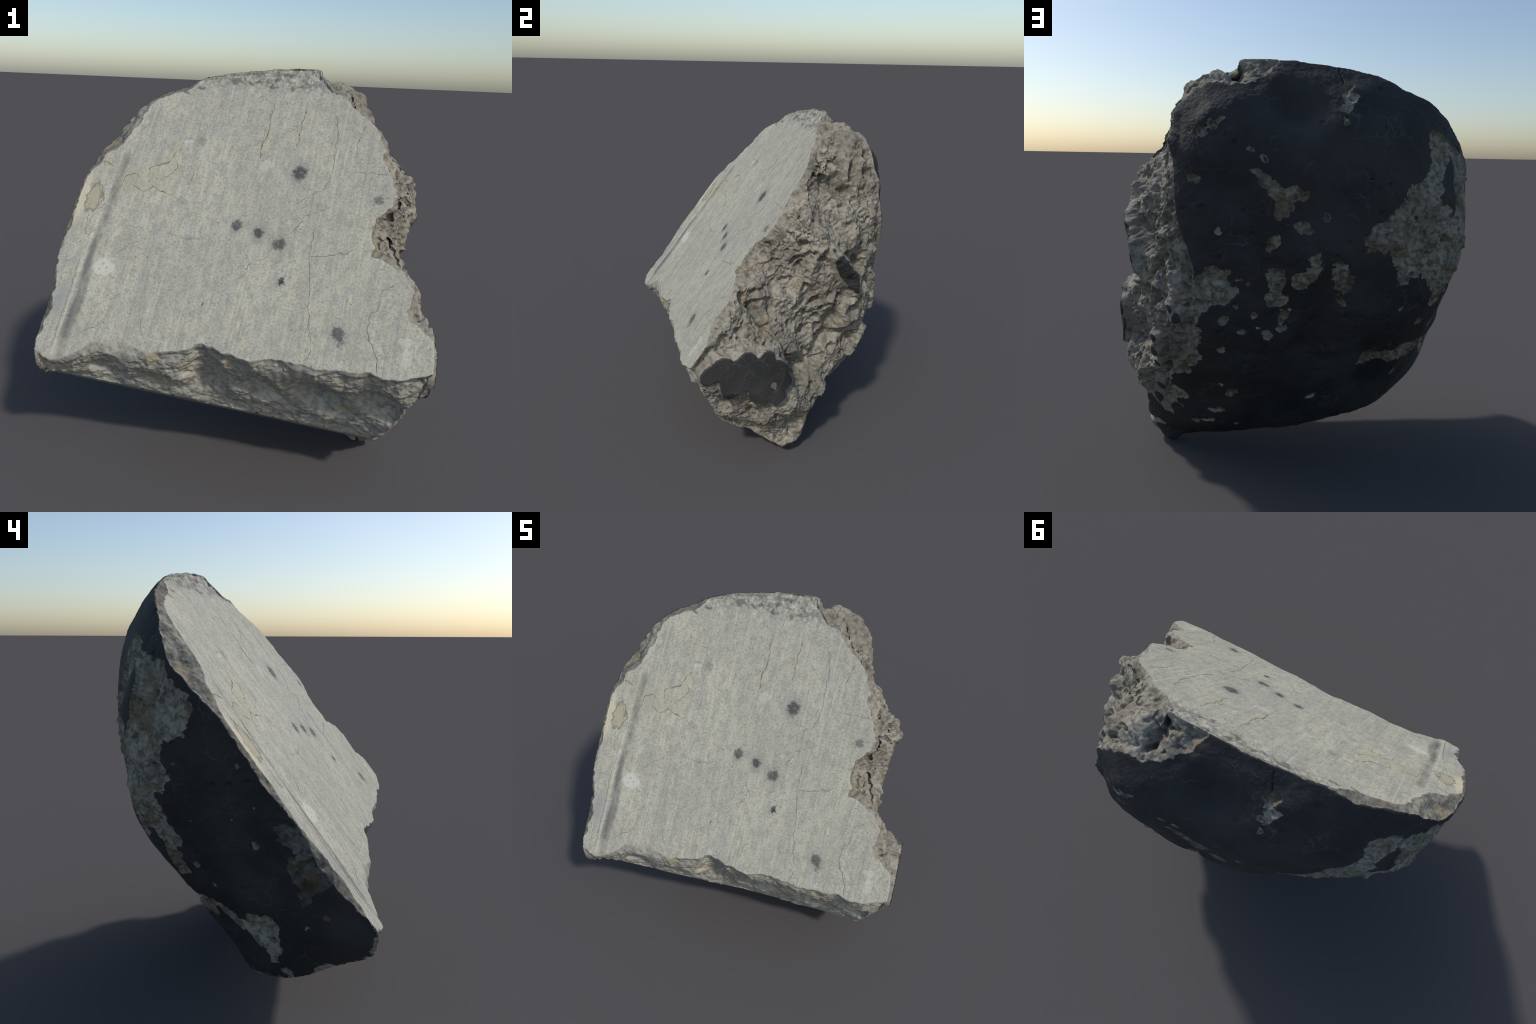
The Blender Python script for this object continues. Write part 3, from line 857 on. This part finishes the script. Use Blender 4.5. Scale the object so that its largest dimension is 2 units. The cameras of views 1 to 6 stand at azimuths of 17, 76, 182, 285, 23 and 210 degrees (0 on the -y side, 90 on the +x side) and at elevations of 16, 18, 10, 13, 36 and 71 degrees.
OCHRE = [
    [(-.831, .167), (-.808, .236), (-.795, .287), (-.763, .306), (-.726, .305), (-.712, .288)],
    [(-.659, .291), (-.671, .352), (-.636, .371), (-.571, .391), (-.557, .437), (-.548, .47), (-.517, .484)],
    [(-.526, .404), (-.516, .367), (-.537, .332), (-.572, .301)],
    [(-.736, .243), (-.691, .213), (-.664, .211), (-.618, .24), (-.596, .241), (-.569, .223), (-.512, .212), (-.484, .222)],
    [(-.664, .211), (-.652, .162)],
    [(-.967, .35), (-.902, .338), (-.883, .322)],
    [(.106, .842), (.109, .711), (.106, .608), (.106, .55)],
    [(-.069, .828), (-.069, .709), (-.062, .607), (-.081, .544), (-.07, .471)]]
HAIR = [
    [(-.413, .357), (-.407, .304), (-.441, .27)], [(-.957, .246), (-.913, .158), (-.902, .071), (-.876, .077), (-.875, .142)],
    [(-.938, .047), (-.937, -.026), (-.919, -.071), (-.888, -.08)], [(.426, .438), (.497, .439), (.585, .447)],
    [(.009, .623), (.07, .657), (.1, .688)], [(.276, .763), (.303, .646), (.307, .56), (.314, .476), (.314, .418), (.286, .326), (.241, .294), (.165, .237)],
    [(.436, .706), (.416, .645), (.409, .587), (.414, .51)], [(.288, -.03), (.353, -.02), (.421, .004), (.488, .029)],
    [(.286, .122), (.288, .057), (.288, -.03), (.297, -.064), (.32, -.181), (.352, -.361), (.387, -.466), (.365, -.515)],
    [(.696, -.092), (.688, -.115), (.652, -.136), (.643, -.184), (.64, -.227), (.611, -.256), (.608, -.328), (.625, -.379), (.65, -.407), (.672, -.463), (.681, -.505)],
    [(.162, .073), (.211, .118), (.226, .18), (.281, .2), (.351, .245)], [(-.036, -.196), (.003, -.163), (.005, -.111), (.024, -.091), (.088, -.063)],
    [(-.462, -.005), (-.398, -.013), (-.345, -.02), (-.279, -.011)], [(-.715, -.161), (-.686, -.134), (-.642, -.095), (-.566, -.045)],
    [(-.888, -.66), (-.893, -.5), (-.897, -.36), (-.905, -.2)], [(-.828, -.627), (-.725, -.557), (-.685, -.534)], [(-.775, -.547), (-.863, -.506)], [(-.438, -.539), (-.456, -.473), (-.476, -.432)]]
for ln in OCHRE:
    thread("ochre_vein", ln, .0048, M_OCHRE, .008)
for ln in HAIR:
    thread("hairline_crack", ln, .0022, M_HAIR, .008)
# stand the stone exactly on the ground
W = np.array(FRAME)
world = OUT @ W[:3, :3].T + W[:3, 3]
lift = -float(world[:, 2].min())
root.location = (0, 0, 0)
print("extent", world.min(0), world.max(0), "faces", len(Q), "lift", lift)
